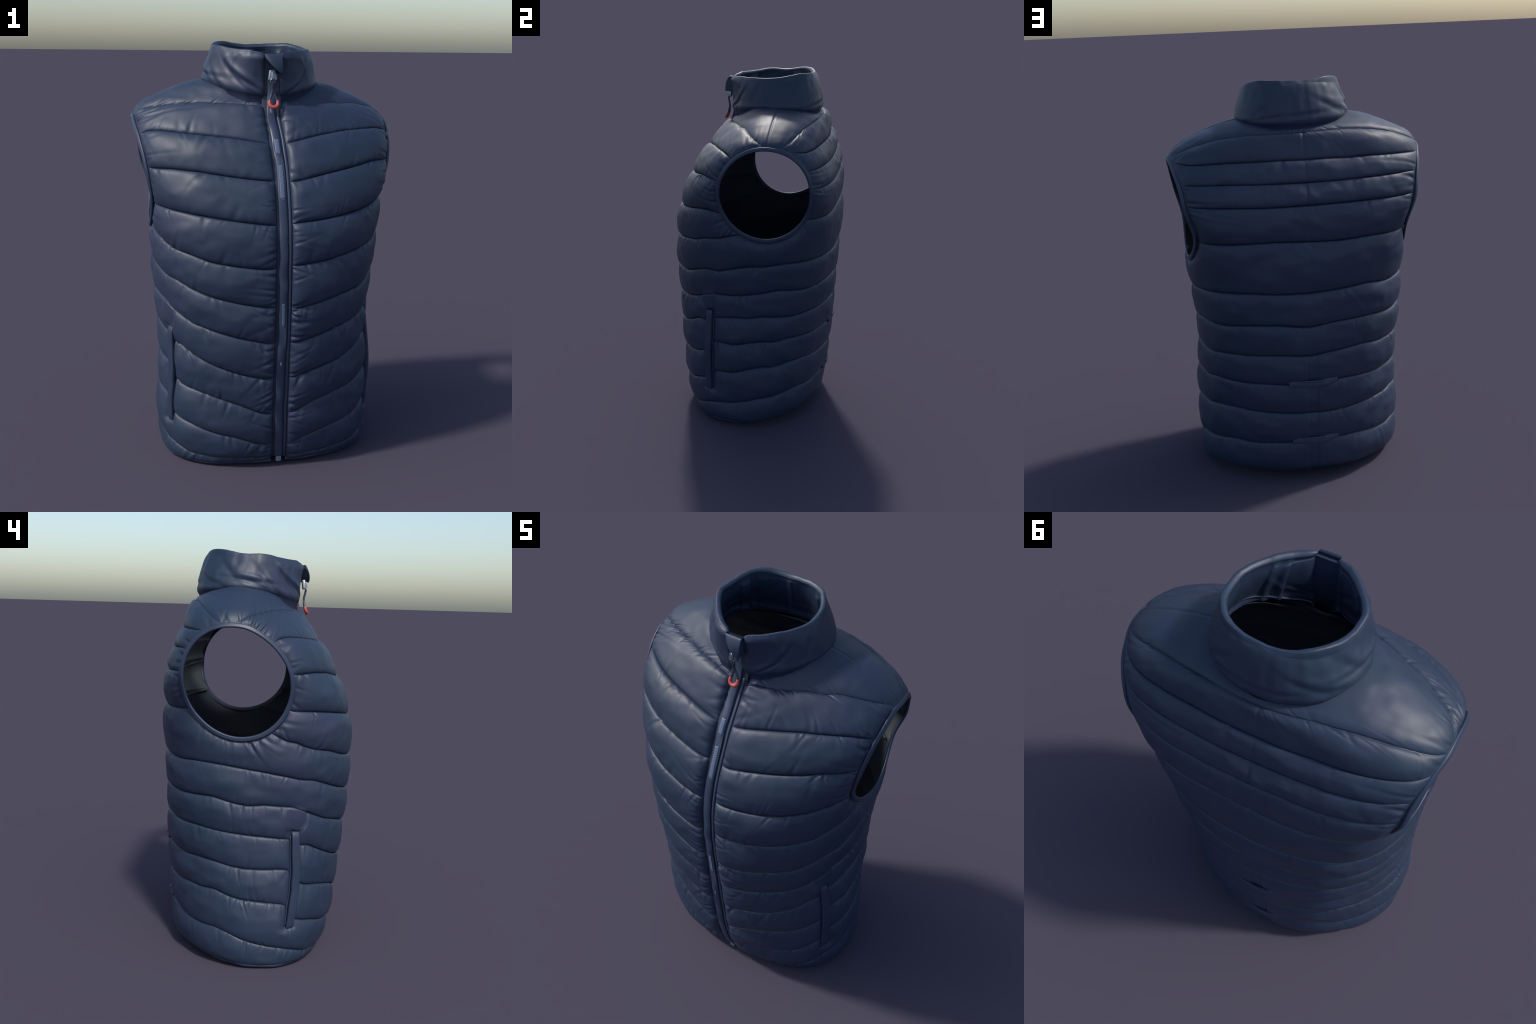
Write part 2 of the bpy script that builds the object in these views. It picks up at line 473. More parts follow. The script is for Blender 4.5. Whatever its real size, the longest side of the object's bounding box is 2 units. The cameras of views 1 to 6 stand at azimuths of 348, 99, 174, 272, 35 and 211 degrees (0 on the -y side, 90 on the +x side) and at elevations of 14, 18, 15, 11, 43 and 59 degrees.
def nylon(name, stops, rough=(.49, .57), spec=.5, bump=.05, sheen=0.0):
    m, nt, b = new_mat(name)
    n1 = noise_node(nt, 3.2, 3, .55)
    nt.links.new(ramp(nt, n1.outputs["Fac"], stops), b.inputs["Base Color"])
    n2 = noise_node(nt, 9, 2)
    mr = nt.nodes.new("ShaderNodeMapRange")
    mr.inputs["To Min"].default_value, mr.inputs["To Max"].default_value = rough
    nt.links.new(n2.outputs["Fac"], mr.inputs["Value"]); nt.links.new(mr.outputs["Result"], b.inputs["Roughness"])
    b.inputs["Specular IOR Level"].default_value = spec
    if sheen:
        b.inputs["Sheen Weight"].default_value = sheen
        b.inputs["Sheen Roughness"].default_value = .5
    if bump:
        n3 = noise_node(nt, 55, 3, .55)
        bp = nt.nodes.new("ShaderNodeBump"); bp.inputs["Strength"].default_value = bump; bp.inputs["Distance"].default_value = .004
        nt.links.new(n3.outputs["Fac"], bp.inputs["Height"]); nt.links.new(bp.outputs["Normal"], b.inputs["Normal"])
    return m


NAVY = [(.30, (.0135, .0290, .056)), (.5, (.0162, .0288, .061)), (.70, (.0205, .0290, .064))]
mat_shell = nylon("navy_nylon", NAVY)
mat_collar = nylon("navy_collar_fabric", NAVY, rough=(.46, .54))
mat_bind = nylon("navy_elastic_binding", [(.3, (.020, .034, .069)), (.7, (.023, .035, .072))], rough=(.42, .52), bump=.03)
mat_tape = nylon("dark_zip_tape", [(.3, (.014, .023, .048)), (.7, (.016, .025, .052))], rough=(.5, .6), bump=.02)
mat_flap = nylon("zip_cover_fabric", [(.3, (.028, .042, .078)), (.7, (.033, .047, .088))], rough=(.38, .48), bump=.02)  # base colour lightened to paint in the blue-grey highlight along the strip
mat_lining = nylon("black_lining", [(.3, (.020, .028, .045)), (.7, (.028, .036, .054))], rough=(.55, .7), spec=.3, bump=.05)
mat_lining_yoke = nylon("grey_lining_yoke", [(.3, (.042, .050, .060)), (.7, (.060, .066, .072))], rough=(.5, .6), spec=.4, bump=.04)
mat_teeth = nylon("pale_blue_zip_coil", [(.3, (.11, .145, .23)), (.7, (.15, .19, .29))], rough=(.35, .45), bump=0)
mat_coil = nylon("steel_blue_zip_coil", [(.3, (.085, .115, .19)), (.7, (.11, .145, .23))], rough=(.4, .5), bump=0)
mat_red = nylon("red_puller_rubber", [(.3, (.36, .060, .055)), (.7, (.44, .075, .066))], rough=(.4, .5), bump=0)
mat_cord = nylon("navy_cord", [(.3, (.025, .036, .062)), (.7, (.032, .044, .072))], rough=(.45, .55), bump=.03)
m, nt, b = new_mat("brushed_zip_metal")
b.inputs["Base Color"].default_value = (.24, .27, .31, 1); b.inputs["Metallic"].default_value = .85
nzz = noise_node(nt, 60, 2); mr = nt.nodes.new("ShaderNodeMapRange"); mr.inputs["To Min"].default_value = .28; mr.inputs["To Max"].default_value = .42
nt.links.new(nzz.outputs["Fac"], mr.inputs["Value"]); nt.links.new(mr.outputs["Result"], b.inputs["Roughness"])
mat_metal = m


# ================================================================= quilted shell
def shell_patch(k, c0, c1, ncols, rows, name, mat, lo_g, hi_g):
    """strip of shell between stitch line k+1 (below) and k (above); c = 0..1 round the body from
    the right zipper edge over the back to the left zipper edge"""
    up, lowr = seam_tab[k], seam_tab[k + 1]
    s = np.linspace(0, 1, rows); t1 = .55 * s + .45 * (.5 - .5 * np.cos(np.pi * s))
    if k < 0: t1 = .6 * s + .4 * s ** 2
    c = np.linspace(c0, c1, ncols)
    t, cc = np.meshgrid(t1, c, indexing='ij')
    pr, pl = np.full_like(t, 274.7 * D2R), np.full_like(t, 627.8 * D2R)
    for _ in range(4):
        psi = pr + (pl - pr) * cc
        vl, vu = ring_eval(lowr, psi), ring_eval(up, psi)
        v = vl + (vu - vl) * t
        v_r = ring_eval(lowr, pr) * (1 - t) + ring_eval(up, pr) * t
        v_l = ring_eval(lowr, pl) * (1 - t) + ring_eval(up, pl) * t
        pr = np.interp(v_r, TV, TR); pl = np.interp(v_l, TV, TL) + 2 * math.pi
    psi = pr + (pl - pr) * cc
    vl, vu = ring_eval(lowr, psi), ring_eval(up, psi)
    v = vl + (vu - vl) * t
    P = torso.P(psi, v); N = torso.N(psi, v)
    h = np.linalg.norm(torso.P(psi, vu) - torso.P(psi, vl), axis=-1)
    d = relief(psi, v, P, t, h, k, lo_g, hi_g)
    if k < 0:                      # the yoke slides under the collar
        d -= .006 * np.clip((t - .93) / .07, 0, 1)
    Q = P + N * d[..., None]
    da, _ = arm_distance(P)
    F = grid_faces(rows, ncols)
    keep = da.ravel()[F].mean(1) > 0
    F = F[keep]
    if len(F) == 0: return None
    return make(name, Q, F, mat)


seam_g = {}
for k in range(-1, 12):
    r = np.random.default_rng(100 + k)
    if k in (-1, 11): seam_g[k] = ([], []); continue
    lo, hi = 274 * D2R * .5, 628 * D2R * .5
    seam_g[k] = (pucker_specs(lo, hi, .30, w=(.014, .026), L=(.04, .07), amp=(.0015, .004), slope=.9, r=r) + pucker_specs(lo, hi, .042, w=(.008, .019), L=(.010, .034), amp=(.001, .0068), r=r),
                 pucker_specs(lo, hi, .075, w=(.008, .021), L=(.012, .040), amp=(.001, .0052), r=r))

CSPLIT_R = (373 - 274.7) / (627.8 - 274.7)       # inside the right armhole
CSPLIT_L = (527 - 274.7) / (627.8 - 274.7)       # inside the left armhole
FULL = 840
for k in range(-1, 11):
    lo_g, hi_g = seam_g[k + 1][1], seam_g[k][0]
    if k == -1:
        shell_patch(-1, 0, 1, FULL, 84, "shoulder_yoke", mat_shell, lo_g, hi_g)
        continue
    if k < 4:
        for nm, a, b_ in (("front_baffle", 0, CSPLIT_R), ("back_baffle", CSPLIT_R, CSPLIT_L), ("front_baffle", CSPLIT_L, 1)):
            shell_patch(k, a, b_, int(FULL * (b_ - a)) + 2, 44, nm, mat_shell, lo_g, hi_g)
    else:
        shell_patch(k, 0, 1, FULL, 56 if k == 4 else 40, "quilted_baffle" if k < 10 else "hem_baffle", mat_shell, lo_g, hi_g)


# ================================================================= armhole bindings
def arm_loop(side, n=160, off=-.006, grow=0.0):
    a = np.linspace(0, 2 * math.pi, n, endpoint=False)
    rho = ring_eval(arm_tab[side], a) + grow
    Y, Z = ARM_CENTRE[0] + rho * np.cos(a), ARM_CENTRE[1] + rho * np.sin(a)
    psi = np.full(n, (180 if side < 0 else 360) * D2R) - side * 0; v = np.interp(Z, TORSO[:, 2], np.arange(len(TORSO)))
    psi = psi - np.arcsin(np.clip(Y / .5, -.9, .9)) * (1 if side < 0 else -1)
    for _ in range(30):
        P = torso.P(psi, v); e = 1e-3
        A = (torso.P(psi + e, v) - P) / e; B = (torso.P(psi, v + e) - P) / e
        ry, rz = Y - P[:, 1], Z - P[:, 2]
        det = A[:, 1] * B[:, 2] - A[:, 2] * B[:, 1]
        psi = psi + .6 * np.clip((ry * B[:, 2] - rz * B[:, 1]) / det, -.1, .1)
        v = v + .6 * np.clip((A[:, 1] * rz - A[:, 2] * ry) / det, -.3, .3)
    N = torso.N(psi, v)
    return torso.P(psi, v) + N * off, N


for side in (-1, 1):
    path, N = arm_loop(side, grow=.001)
    for _ in range(3): path = (np.roll(path, 1, 0) + 2 * path + np.roll(path, -1, 0)) / 4
    ob = sweep_obj("armhole_binding", path, rounded_rect(.0220, .0120, .0056, 6), N, mat_bind, closed=True)

# ================================================================= hem binding
pr = np.interp(.18, TV, TR); pl = np.interp(.18, TV, TL) + 2 * math.pi
psi = np.linspace(pr + .004, pl - .004, 420); v = ring_eval(seam_tab[11], psi)
hem_path = torso.P(psi, v) + torso.N(psi, v) * -.016
hem_path[:, 2] += .003 * noise(psi * 5, psi * 0, psi * 0, 5)
hem_path[:, 2] = np.maximum(hem_path[:, 2], .0125)
hem = sweep_obj("hem_binding", hem_path, rounded_rect(.020, .024, .009, 5), torso.N(psi, v), mat_bind)

# ================================================================= lining
LV = np.linspace(0, 1, 300); LC = np.linspace(0, 2 * math.pi, 760, endpoint=False)
tt, ps = np.meshgrid(LV, LC, indexing='ij')
vlo = ring_eval(seam_tab[11], ps) + .05
vv = vlo + (11.72 - vlo) * tt
P = torso.P(ps, vv); N = torso.N(ps, vv)
da, _ = arm_distance(P)
off = np.full_like(tt, -.0275)
for k in range(0, 11):
    va, vb_ = ring_eval(seam_tab[k + 1], ps), ring_eval(seam_tab[k], ps)
    tq = np.clip((vv - va) / np.maximum(vb_ - va, .05), 0, 1)
    off += .013 * np.clip(4 * tq * (1 - tq), 0, 1) ** .6

off += .012 * np.exp(-np.maximum(da, 0) / .015)
lzl, lzr = zip_edge(P[..., 2])
off -= .020 * bell((P[..., 0] - .012) / .07) * (P[..., 1] < 0)
off += .004 * noise(P[..., 0] * 9, P[..., 1] * 9, P[..., 2] * 12, 41) * (1 - np.exp(-tt / .05)) * (1 - np.exp(-np.maximum(da, 0) / .05))
Q = P + N * off[..., None]
F = grid_faces(len(LV), len(LC), wrap=True, flip=True)
F = F[da.ravel()[F].mean(1) > .003]
cen = P.reshape(-1, 3)[F].mean(1)
yoke_in = (cen[:, 1] > .0) & (cen[:, 2] > 1.25 - .10 * (cen[:, 1] - .33)) & ((cen[:, 1] > .14) | (cen[:, 2] > 1.6))
lining = make("lining", Q, F[~yoke_in], mat_lining)
Qy = P + N * (off - .004 * (1 - np.exp(-np.maximum(da, 0) / .02)))[..., None]
make("lining_yoke", Qy, F[yoke_in], mat_lining_yoke, parent=lining)
# piped seams on the lining yoke
for zz, zt in ((1.42, .10), (1.25, .10)):
    pth = []
    for a in np.linspace(34, 146, 80):
        vq = np.linspace(4, 9, 300); pp = torso.P(np.full(300, a * D2R), vq)
        target = zz - zt * (pp[:, 1] - .33)
        i = np.argmin(np.abs(pp[:, 2] - target))
        p0 = pp[i]; n0 = torso.N(np.array([a * D2R]), vq[i:i + 1])[0]
        if arm_distance(p0[None])[0][0] > .012: pth.append(p0 - n0 * .028)
    pth = np.array(pth)
    for _ in range(4): pth[1:-1] = (pth[:-2] + pth[1:-1] * 2 + pth[2:]) / 4
    sweep_obj("lining_piping", pth, circle(.005, 8), np.tile([0, 0, 1.], (len(pth), 1)), mat_lining_yoke, parent=lining)

# ================================================================= collar
CC, CR = 420, 46
cc = np.linspace(0, 1, CC)
FOLD = np.random.default_rng(5)
folds = [(180 * D2R, 1.862, -6 * D2R, .16, .014, .006)]                                   # slack diagonal folds: (psi, z, tilt, length, width, height)
for a, zc, tilt, L, w, hgt in ((228, 1.865, -38, .10, .016, .011), (243, 1.835, -32, .09, .014, .010), (205, 1.850, -40, .10, .018, .008),
                               (190, 1.845, -20, .10, .020, .007), (297, 1.80, 28, .05, .010, .006), (315, 1.86, 40, .07, .014, .005),
                               (345, 1.90, 50, .06, .020, .004), (55, 1.87, 35, .07, .020, .005), (128, 1.87, -28, .09, .020, .005),
                               (150, 1.84, -22, .09, .020, .006), (160, 1.90, -40, .07, .02, .006), (95, 1.84, 5, .10, .016, .004), (60, 1.83, 8, .08, .016, .004)):
    folds.append((a * D2R, zc, tilt * D2R, L, w, hgt))


def collar_relief(psi, P, s):
    d = -.003 + .005 * np.sin(np.clip(s, 0, 1) * math.pi) ** .5
    d += .003 * np.exp(-((s - .12) / .09) ** 2)                          # padded roll along the neck seam
    d -= .008 * np.exp(-s / .03)
    d += .0035 * noise(psi * 3.0, s * 2.0, P[..., 0] * 3, 51) + .0016 * noise(psi * 9, s * 3, P[..., 0], 52)
    d += .010 * bell(((psi % (2 * math.pi)) - 246 * D2R) / .25) * bell((s - .5) / .45)
    for a, zc, ti, L, w, h in folds:
        du = ((psi % (2 * math.pi)) - a) * .26; dz = P[..., 2] - zc
        e = du * math.cos(ti) + dz * math.sin(ti); f = -du * math.sin(ti) + dz * math.cos(ti)
        g = np.exp(-(e / L) ** 2)
        d += g * h * (.6 * np.exp(-((f - w * .7) / w) ** 2) - .75 * np.exp(-((f + w * .5) / (w * .7)) ** 2))
    return d


def collar_rows(outer_only=False):
    s = np.linspace(0, 1, CR)
    sg, cg = np.meshgrid(s, cc, indexing='ij')
    v = sg * collar_s.top
    vr = np.interp(v, CV, CRr); vl = np.interp(v, CV, CLl) + 2 * math.pi
    psi = vr + (vl - vr) * cg
    P = collar_s.P(psi, v); N = collar_s.N(psi, v)
    return sg, psi, P, N


sg, psi, P, N = collar_rows()
edge = np.minimum(P[..., 0] - zip_edge(P[..., 2])[1], 9) 
l, r = zip_edge(P[..., 2])
dz = np.where(P[..., 1] < 0, np.where(P[..., 0] < .01, l - P[..., 0], P[..., 0] - r), .5)
out_d = collar_relief(psi, P, sg) - .007 * np.exp(-np.maximum(dz, 0) / .006)
outer = P + N * out_d[..., None]
thick = .004 + (.019 + .011 * bell((sg - .5) / .38)) * (1 - np.exp(-np.maximum(dz, 0) / .014))
wr_in = (.005 * noise(psi * 3, sg * .5, psi * 0, 61) + .015 * np.clip(noise(psi * 8 + .25 * sg, psi * 0 + .35, psi * 0, 62), 0, 1)) * np.clip((1 - sg) * 5, .15, 1)
inner = P + N * (.4 * out_d - .001 - thick - wr_in * (1 - np.exp(-np.maximum(dz, 0) / .03)))[..., None]
# rolled rim between both
top_o, top_i = outer[-1], inner[-1]
rim = []
for q in np.linspace(0, math.pi, 9)[1:-1]:
    mid = (top_o + top_i) / 2; half = (top_o - top_i) / 2
    lift = np.linalg.norm(half, axis=1) * .75
    rim.append(mid + half * math.cos(q) + np.array([0, 0, 1.]) * (lift * math.sin(q))[:, None])
below = []
for j in (1,):                                     # collar facing runs down to the neck of the lining
    b_ = inner[0].copy(); b_[:, 2] -= .010 * j; below.append(b_)
foot = outer[0].copy(); foot[:, :2] -= N[0][:, :2] * .006; foot[:, 2] -= .034
outer = np.concatenate([foot[None], outer], 0)
rows = np.concatenate([outer, np.array(rim), inner[::-1], np.array(below)], 0)
bump = .0022 * noise(psi[-1] * 4, psi[-1] * 0, psi[-1] * 0, 71) + .016 * bell((psi[-1] - (360 + 134) * D2R) / .42) + .017 * bell((psi[-1] - (360 + 46) * D2R) / .42)
n_out, n_rim = CR + 1, len(rim)
rows[n_out - 4:n_out + n_rim + 4, :, 2] += bump * np.array([.25, .5, .75, 1] + [1] * n_rim + [1, .75, .5, .25])[:, None]
nr = rows.shape[0]
fo = grid_faces(nr, CC)
cut = (n_out + 3) * (CC - 1)
collar = make("collar", rows, fo[:cut], mat_collar)
make("collar_facing", rows, fo[cut:], mat_collar, parent=collar)

# ================================================================= zipper
# path of the zipper: up the front of the torso and on up the collar
zt = np.linspace(0, 1, 60); pth = []
vb = np.linspace(.12, 10.6, 160); pb = torso.P(np.full(160, 271.2 * D2R), vb)
vc = np.linspace(.4, 4, 40); pc = collar_s.P(np.full(40, 270.8 * D2R), vc)
prof = np.vstack([pb[pb[:, 2] < 1.70], pc])[:, 1:]
zz = np.linspace(.018, 1.944, 420)
yy = np.interp(zz, prof[:, 1], prof[:, 0])
for _ in range(30): yy[1:-1] = (yy[:-2] + 2 * yy[1:-1] + yy[2:]) / 4
l, r = zip_edge(zz)
wob = .0012 * noise(zz * 7, zz * 0, zz * 0, 81)
ZC = np.stack([(l + r) / 2 - .001 + wob, yy, zz], 1)
zT = np.gradient(ZC, axis=0); zT[:, 0] = 0; zT /= np.linalg.norm(zT, axis=1, keepdims=True)
ZN = np.cross(zT, [1., 0, 0]); ZN *= np.sign(-ZN[:, 1:2])
W = (r - l)


def strip(name, lo, hi, fn, mat, parent=None):
    """ribbon along the zipper; fn(i) -> section as (side, depth) points"""
    sel = np.where((zz >= lo) & (zz <= hi))[0]
    V = []
    for i in sel:
        sec = fn(i); V.append(ZC[i] + sec[:, :1] * np.array([1., 0, 0]) + sec[:, 1:] * ZN[i])
    V = np.array(V); n, m_ = V.shape[:2]
    F = grid_faces(n, m_, wrap=True)
    caps = [tuple(range(m_))[::-1], tuple((n - 1) * m_ + j for j in range(m_))]
    me = bpy.data.meshes.new(name)
    me.from_pydata([tuple(p) for p in V.reshape(-1, 3)], [], [tuple(map(int, f)) for f in F] + caps)
    me.update(); bm_fix(me)
    me.polygons.foreach_set("use_smooth", np.r_[np.full(len(me.polygons) - 2, True), [False, False]])
    me.materials.append(mat)
    ob = bpy.data.objects.new(name, me); bpy.context.scene.collection.objects.link(ob); ob.parent = parent or root
    return ob


tape = strip("zipper_tape", .03, 1.938, lambda i: rounded_rect(W[i] + .016, .006, .0025, 3) + [0, -.0225 + .008 * ease((zz[i] - 1.75) / .03)], mat_tape)
strip("zipper_facing", 1.76, 1.938, lambda i: rounded_rect(W[i] + .020, .006, .0028, 3) + [0, -.0205], mat_collar, tape)


sway = .0032 * noise(zz * 5.5, zz * 0 + 3.3, zz * 0, 85) + .0014 * noise(zz * 15, zz * 0, zz * 0, 86)


def cover_sec(i):
    sec = rounded_rect(.037, .012, .0050, 5); sec = sec + [-.0055 + sway[i], -.0152]
    sec[:, 1] -= .0015 * np.cos(sec[:, 0] / .015 * 9)
    return sec


strip("zipper_cover", .045, 1.83, cover_sec, mat_flap, tape)
strip("zipper_piping", .030, 1.735, lambda i: rounded_rect(.013, .010, .0042, 4) + [W[i] / 2 - .0085 + sway[i] * .6, -.0188], mat_flap, tape)

# pale blue toothed stretches along the middle of the cover
TV_, TF_ = [], []
box = np.array([[x, y, z] for x in (-1, 1) for y in (-1, 1) for z in (-1, 1)], float)
bf = [(0, 1, 3, 2), (4, 6, 7, 5), (0, 4, 5, 1), (2, 3, 7, 6), (0, 2, 6, 4), (1, 5, 7, 3)]
for lo, hi, w in ((1.685, 1.705, .0055), (1.515, 1.580, .0092), (1.325, 1.470, .0092), (.745, .850, .0060), (.545, .565, .0035)):
    strip("zipper_coil", lo, hi, lambda i: rounded_rect(w * 2.2, .004, .0018, 3) + [-.005 + sway[i], -.0102], mat_coil, tape)
    z = lo; s = 1
    while z < hi:
        i = np.argmin(np.abs(zz - z)); fade = min(1, (z - lo) / .02 + .6, (hi - z) / .03 + .3)
        c = ZC[i] + ZN[i] * (-.0086 + .0012 * (fade - 1)) + np.array([-.005 + sway[i] + s * w * .42, 0, 0])
        o = len(TV_)
        tilt = .25 * s
        for bx in box:
            q = bx * [w * .52, .0018, .0021]
            # chamfered outer side: pull the outward corners in
            if bx[1] > 0: q = q * [.72, 1, .62]
            p = c + np.array([1., 0, 0]) * q[0] + ZN[i] * q[1] + zT[i] * (q[2] + tilt * q[0])
            TV_.append(p)
        TF_ += [tuple(o + j for j in f) for f in bf]
        z += .0042; s = -s
me = bpy.data.meshes.new("zipper_teeth"); me.from_pydata([tuple(p) for p in TV_], [], TF_); me.update(); bm_fix(me)
me.materials.append(mat_teeth)
ob = bpy.data.objects.new("zipper_teeth", me); bpy.context.scene.collection.objects.link(ob); ob.parent = tape; ob["kind"] = "stuff"


def beveled_box(name, c, size, mat, parent, bevel=.003, taper=1.0, rot=None):
    me = bpy.data.meshes.new(name)
    V = box * np.array(size) / 2
    V[:, 0] *= np.where(V[:, 2] > 0, taper, 1)
    if rot is not None:
        a = rot; R = np.array([[1, 0, 0], [0, math.cos(a), -math.sin(a)], [0, math.sin(a), math.cos(a)]]); V = V @ R.T
    me.from_pydata([tuple(p) for p in V + np.array(c)], [], bf); me.update(); bm_fix(me)
    me.materials.append(mat)
    ob = bpy.data.objects.new(name, me); bpy.context.scene.collection.objects.link(ob); ob.parent = parent
    md = ob.modifiers.new("bevel", 'BEVEL'); md.width = bevel; md.segments = 3
    me.polygons.foreach_set("use_smooth", np.full(len(me.polygons), True))
    return ob


def zat(z):
    i = np.argmin(np.abs(zz - z)); return ZC[i], ZN[i]


# bottom stop of the zipper
c, n = zat(.03)
beveled_box("zipper_stop", c + n * -.010 + [0, 0, -.004], (.026, .014, .026), mat_teeth, tape, .003)
# slider: body, bridge and ring
sl = np.array([0.001, -.204, 1.848])
slider = beveled_box("zipper_slider", sl, (.044, .020, .048), mat_metal, tape, .006, .66, -.12)
beveled_box("slider_bridge", sl + [0, -.010, -.003], (.016, .014, .034), mat_metal, tape, .004, .8, -.12)
ringp = [sl + np.array([.010 * math.cos(a), -.012 - .002 * math.sin(a), -.024 + .010 * math.sin(a)]) for a in np.linspace(0, 2 * math.pi, 24, endpoint=False)]
sweep_obj("slider_ring", np.array(ringp), circle(.004, 8), np.tile([0, 1., 0], (24, 1)), mat_metal, parent=tape, closed=True)
# cord loop and rubber end
stem = smooth_path([(.001, -.216, 1.836), (.002, -.214, 1.812), (.003, -.209, 1.790), (.004, -.207, 1.774)], 24)
sweep_obj("puller_cord", stem, np.array([circle(q, 12, q * .75) for q in np.linspace(.0064, .0074, 24)]), np.tile([0, -1., 0], (24, 1)), mat_cord, parent=tape)
for s in (-1, 1):
    pth = smooth_path([(.0035 + s * .0030, -.2075, 1.786), (.0045 + s * .0055, -.207, 1.768), (.0055 + s * .0130, -.209, 1.750), (.006 + s * .0180, -.213, 1.732)], 26)
    sweep_obj("puller_cord", pth, np.array([circle(q, 10) for q in np.linspace(.0048, .0062, 26)]), np.tile([0, -1., 0], (26, 1)), mat_cord, parent=tape)
end = smooth_path([(.006 - .0175, -.2125, 1.738), (.006 - .0190, -.217, 1.724), (.006 - .0125, -.222, 1.712), (.006, -.224, 1.708), (.006 + .0125, -.222, 1.712), (.006 + .0190, -.217, 1.724), (.006 + .0175, -.2125, 1.738)], 48)
rad = .0062 + .0030 * np.sin(np.linspace(0, math.pi, 48)) ** .7
sweep_obj("puller_end", end, np.array([circle(q, 12) for q in rad]), np.tile([0, -.9, .43], (48, 1)), mat_red, parent=tape)

# zipper garage: flap folded over the collar edge
nu, nw = 26, 34
V = np.zeros((nw, nu, 3))
for j, u in enumerate(np.linspace(0, 1, nu)):
    x = -.040 + .084 * u
    # lower edge sweeps from the short left side down to the tip on the right
    low = np.interp(u, [0, .12, .3, .5, .7, .88, 1], [1.925, 1.915, 1.898, 1.882, 1.869, 1.860, 1.862])
    prof = smooth_path([(-.197, 1.930), (-.199, 1.937), (-.204, 1.9415), (-.211, 1.938), (-.221, 1.918), (-.227, 1.890), (-.227, 1.855)], 120)
    Ls = np.r_[0, np.cumsum(np.linalg.norm(np.diff(prof, axis=0), axis=1))]
    iend = np.argmax(prof[:, 1] < low) if (prof[40:, 1] < low).any() else 119
    iend = 40 + int(np.argmax(prof[40:, 1] < low))
    q = np.linspace(0, Ls[iend], nw)
    bow = .006 * (1 - (2 * u - 1) ** 2)
    yq = np.interp(q, Ls, prof[:, 0]); zq = np.interp(q, Ls, prof[:, 1])
    w = np.linspace(0, 1, nw)
    V[:, j, 0] = x + .004 * w * (1 - u) * 4 * .5
    V[:, j, 1] = yq - bow * np.clip(w * 1.5 - .3, 0, 1) + .012 * (1 - u) ** 3 * np.clip(w - .4, 0, 1)
    V[:, j, 2] = zq + .003 * bow / .01 * np.exp(-((w - .35) / .2) ** 2)
front_y = np.interp(V[..., 2], zz, yy) + .012
Bk = V.copy(); Bk[..., 1] = np.maximum(front_y, V[..., 1] + .004); Bk[0, :, 1] = V[0, :, 1] + .006
Bk[..., 1] += .010 * np.clip((.5 - np.linspace(0, 1, nu))[None] * 2, 0, 1) * 0
nv = nw * nu
Fa = grid_faces(nw, nu); Fb = grid_faces(nw, nu, flip=True) + nv
bd = np.r_[np.arange(nu), np.arange(1, nw) * nu + nu - 1, (nw - 1) * nu + np.arange(nu - 2, -1, -1), np.arange(nw - 2, 0, -1) * nu]
bn = np.roll(bd, -1)
g = make("zipper_garage", np.concatenate([V.reshape(-1, 3), Bk.reshape(-1, 3)]), np.vstack([Fa, Fb, np.stack([bd, bd + nv, bn + nv, bn], -1)]), mat_collar, parent=collar)
bm_fix(g.data)
md = g.modifiers.new("bevel", 'BEVEL'); md.width = .003; md.segments = 3; md.limit_method = 'ANGLE'

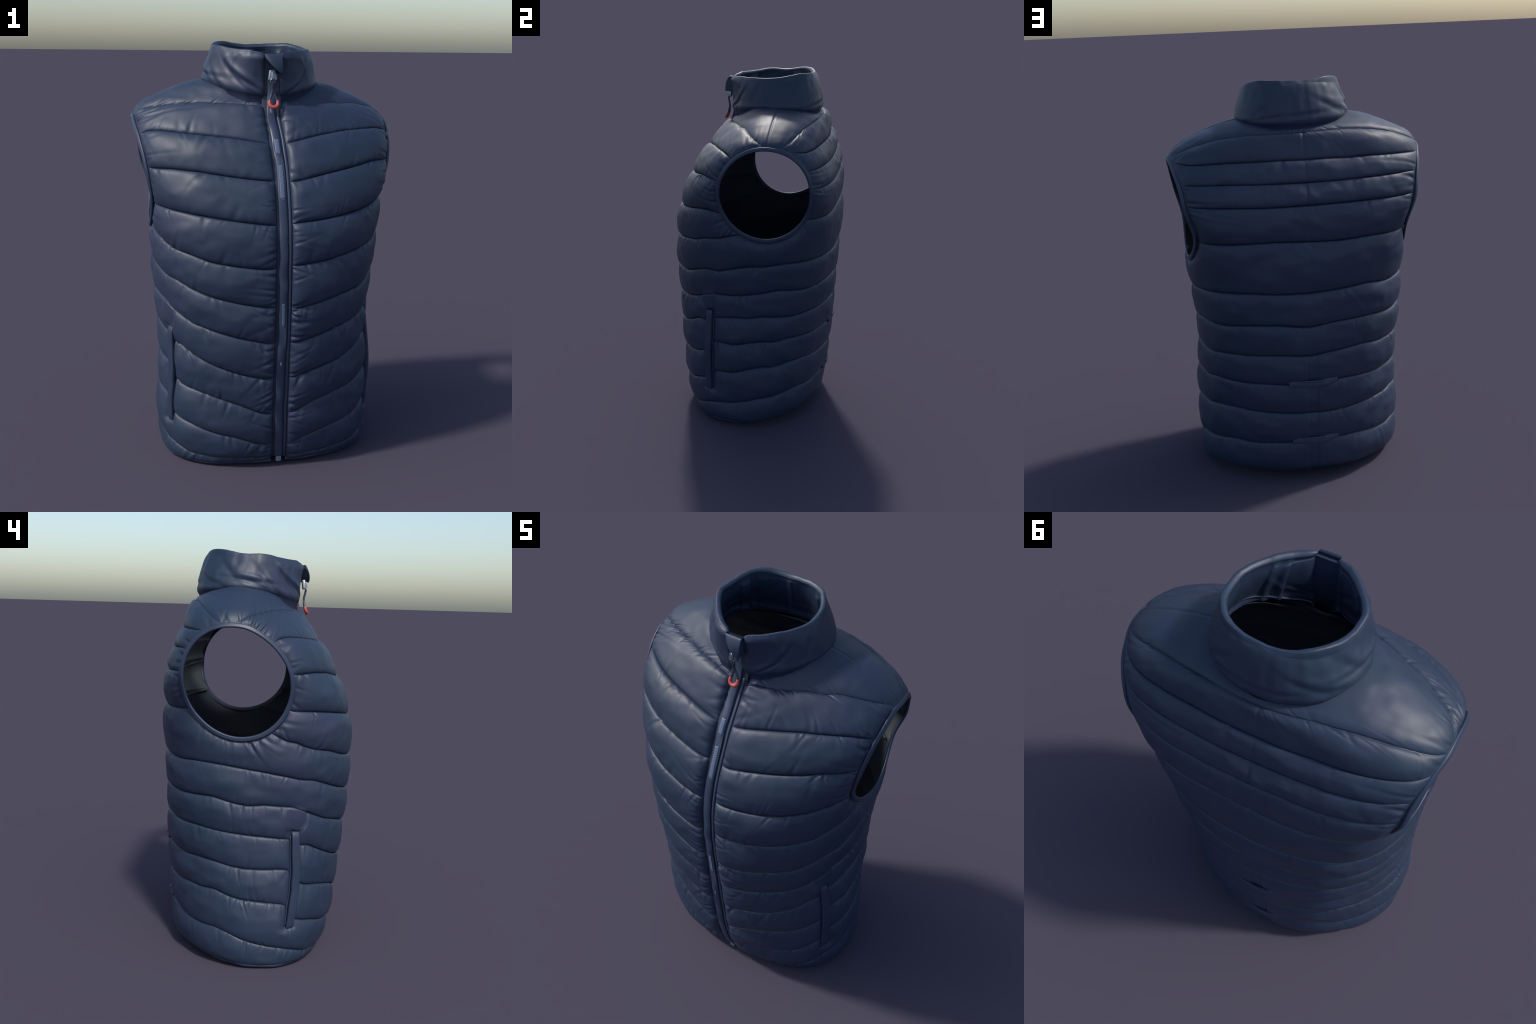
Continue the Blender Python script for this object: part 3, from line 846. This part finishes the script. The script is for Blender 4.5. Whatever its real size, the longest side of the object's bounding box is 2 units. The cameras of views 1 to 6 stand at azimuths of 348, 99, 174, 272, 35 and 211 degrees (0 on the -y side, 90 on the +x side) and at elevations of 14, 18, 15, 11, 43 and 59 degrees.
# ================================================================= pockets
for side in (-1, 1):
    zp = np.linspace(POCKET_Z[1], POCKET_Z[0], 90)
    yp = pocket_y(zp, side)
    for _ in range(12): yp[1:-1] = (yp[:-2] + 2 * yp[1:-1] + yp[2:]) / 4
    pts, nrm = [], []
    qa = np.radians(np.linspace(185, 240, 240) if side < 0 else np.linspace(300, 355, 240))
    for y0, z0 in zip(yp, zp):
        v0 = np.interp(z0, TORSO[:, 2], np.arange(len(TORSO)))
        pp = torso.P(qa, np.full(240, v0)); i = np.argmin(np.abs(pp[:, 1] - y0))
        pts.append(pp[i]); nrm.append(torso.N(qa[i:i + 1], np.array([v0]))[0])
    pts, nrm = np.array(pts), np.array(nrm)
    for _ in range(4):
        pts[1:-1] = (pts[:-2] + 2 * pts[1:-1] + pts[2:]) / 4; nrm[1:-1] = (nrm[:-2] + nrm[1:-1] * 2 + nrm[2:]) / 4
    nrm /= np.linalg.norm(nrm, axis=1, keepdims=True)
    bulge = .0015 * noise(zp * 9, zp * 0, zp * 0 + side, 91)
    pts_w = pts + nrm * (-.0070 + .007 * np.sin(np.linspace(0, math.pi, 90)) + bulge - .012 * np.exp(-np.minimum(zp[0] - zp, zp - zp[-1]) / .008))[:, None]
    w = .040 + .003 * np.sin(np.linspace(0, math.pi, 90))
    sec = np.array([rounded_rect(q, .022, .0075, 6) for q in w])
    welt = sweep_obj("pocket_welt", pts_w, sec, nrm, mat_shell)
    # inner lip behind the opening
    T = np.gradient(pts, axis=0); T /= np.linalg.norm(T, axis=1, keepdims=True)
    back = np.cross(T, nrm); back *= np.sign(back[:, 1:2])
    lip = pts + nrm * -.010 + back * .0265
    sweep_obj("pocket_lip", lip[3:-3], rounded_rect(.006, .012, .0025, 3), nrm[3:-3], mat_bind, parent=welt)

# ================================================================= hem drawcord tabs on the back
for zc, x0, x1, tilt in ((.548, .105, -.135, .010), (.236, .095, -.135, .012)):
    xs = np.linspace(x0, x1, 70); u = np.linspace(0, 1, 70)
    v0 = np.interp(zc, TORSO[:, 1], np.arange(len(TORSO)))
    qa = np.radians(np.linspace(70, 112, 400)); pp = torso.P(qa, np.full(400, v0))
    o = np.argsort(pp[:, 0]); yb = np.interp(xs, pp[o, 0], pp[o, 1])
    lift = .003 + .008 * np.sin(u * math.pi) ** 1.5
    zl = zc - .004 + tilt * u + .003 * np.sin(u * 7)
    path = np.stack([xs, yb - .006 + lift, zl], 1)
    up = np.tile([0, 1., .15], (70, 1))
    hgt = .025 + .008 * np.sin(u * math.pi) ** .7 + .003 * np.sin(u * 9 + 1)
    tab = sweep_obj("drawcord_tab", path, np.array([rounded_rect(q, .009, .004, 4) for q in hgt]), up, mat_bind)
    sub = path[14:50].copy(); sub[:, 1] += .004; sub[:, 2] += .013
    sweep_obj("tab_fold", sub, rounded_rect(.007, .010, .003, 3), up[14:50], mat_bind, parent=tab)
    sub = path[22:42].copy(); sub[:, 1] += .001; sub[:, 2] -= .015
    sweep_obj("tab_fold", sub, rounded_rect(.008, .010, .003, 3), up[22:42], mat_bind, parent=tab)
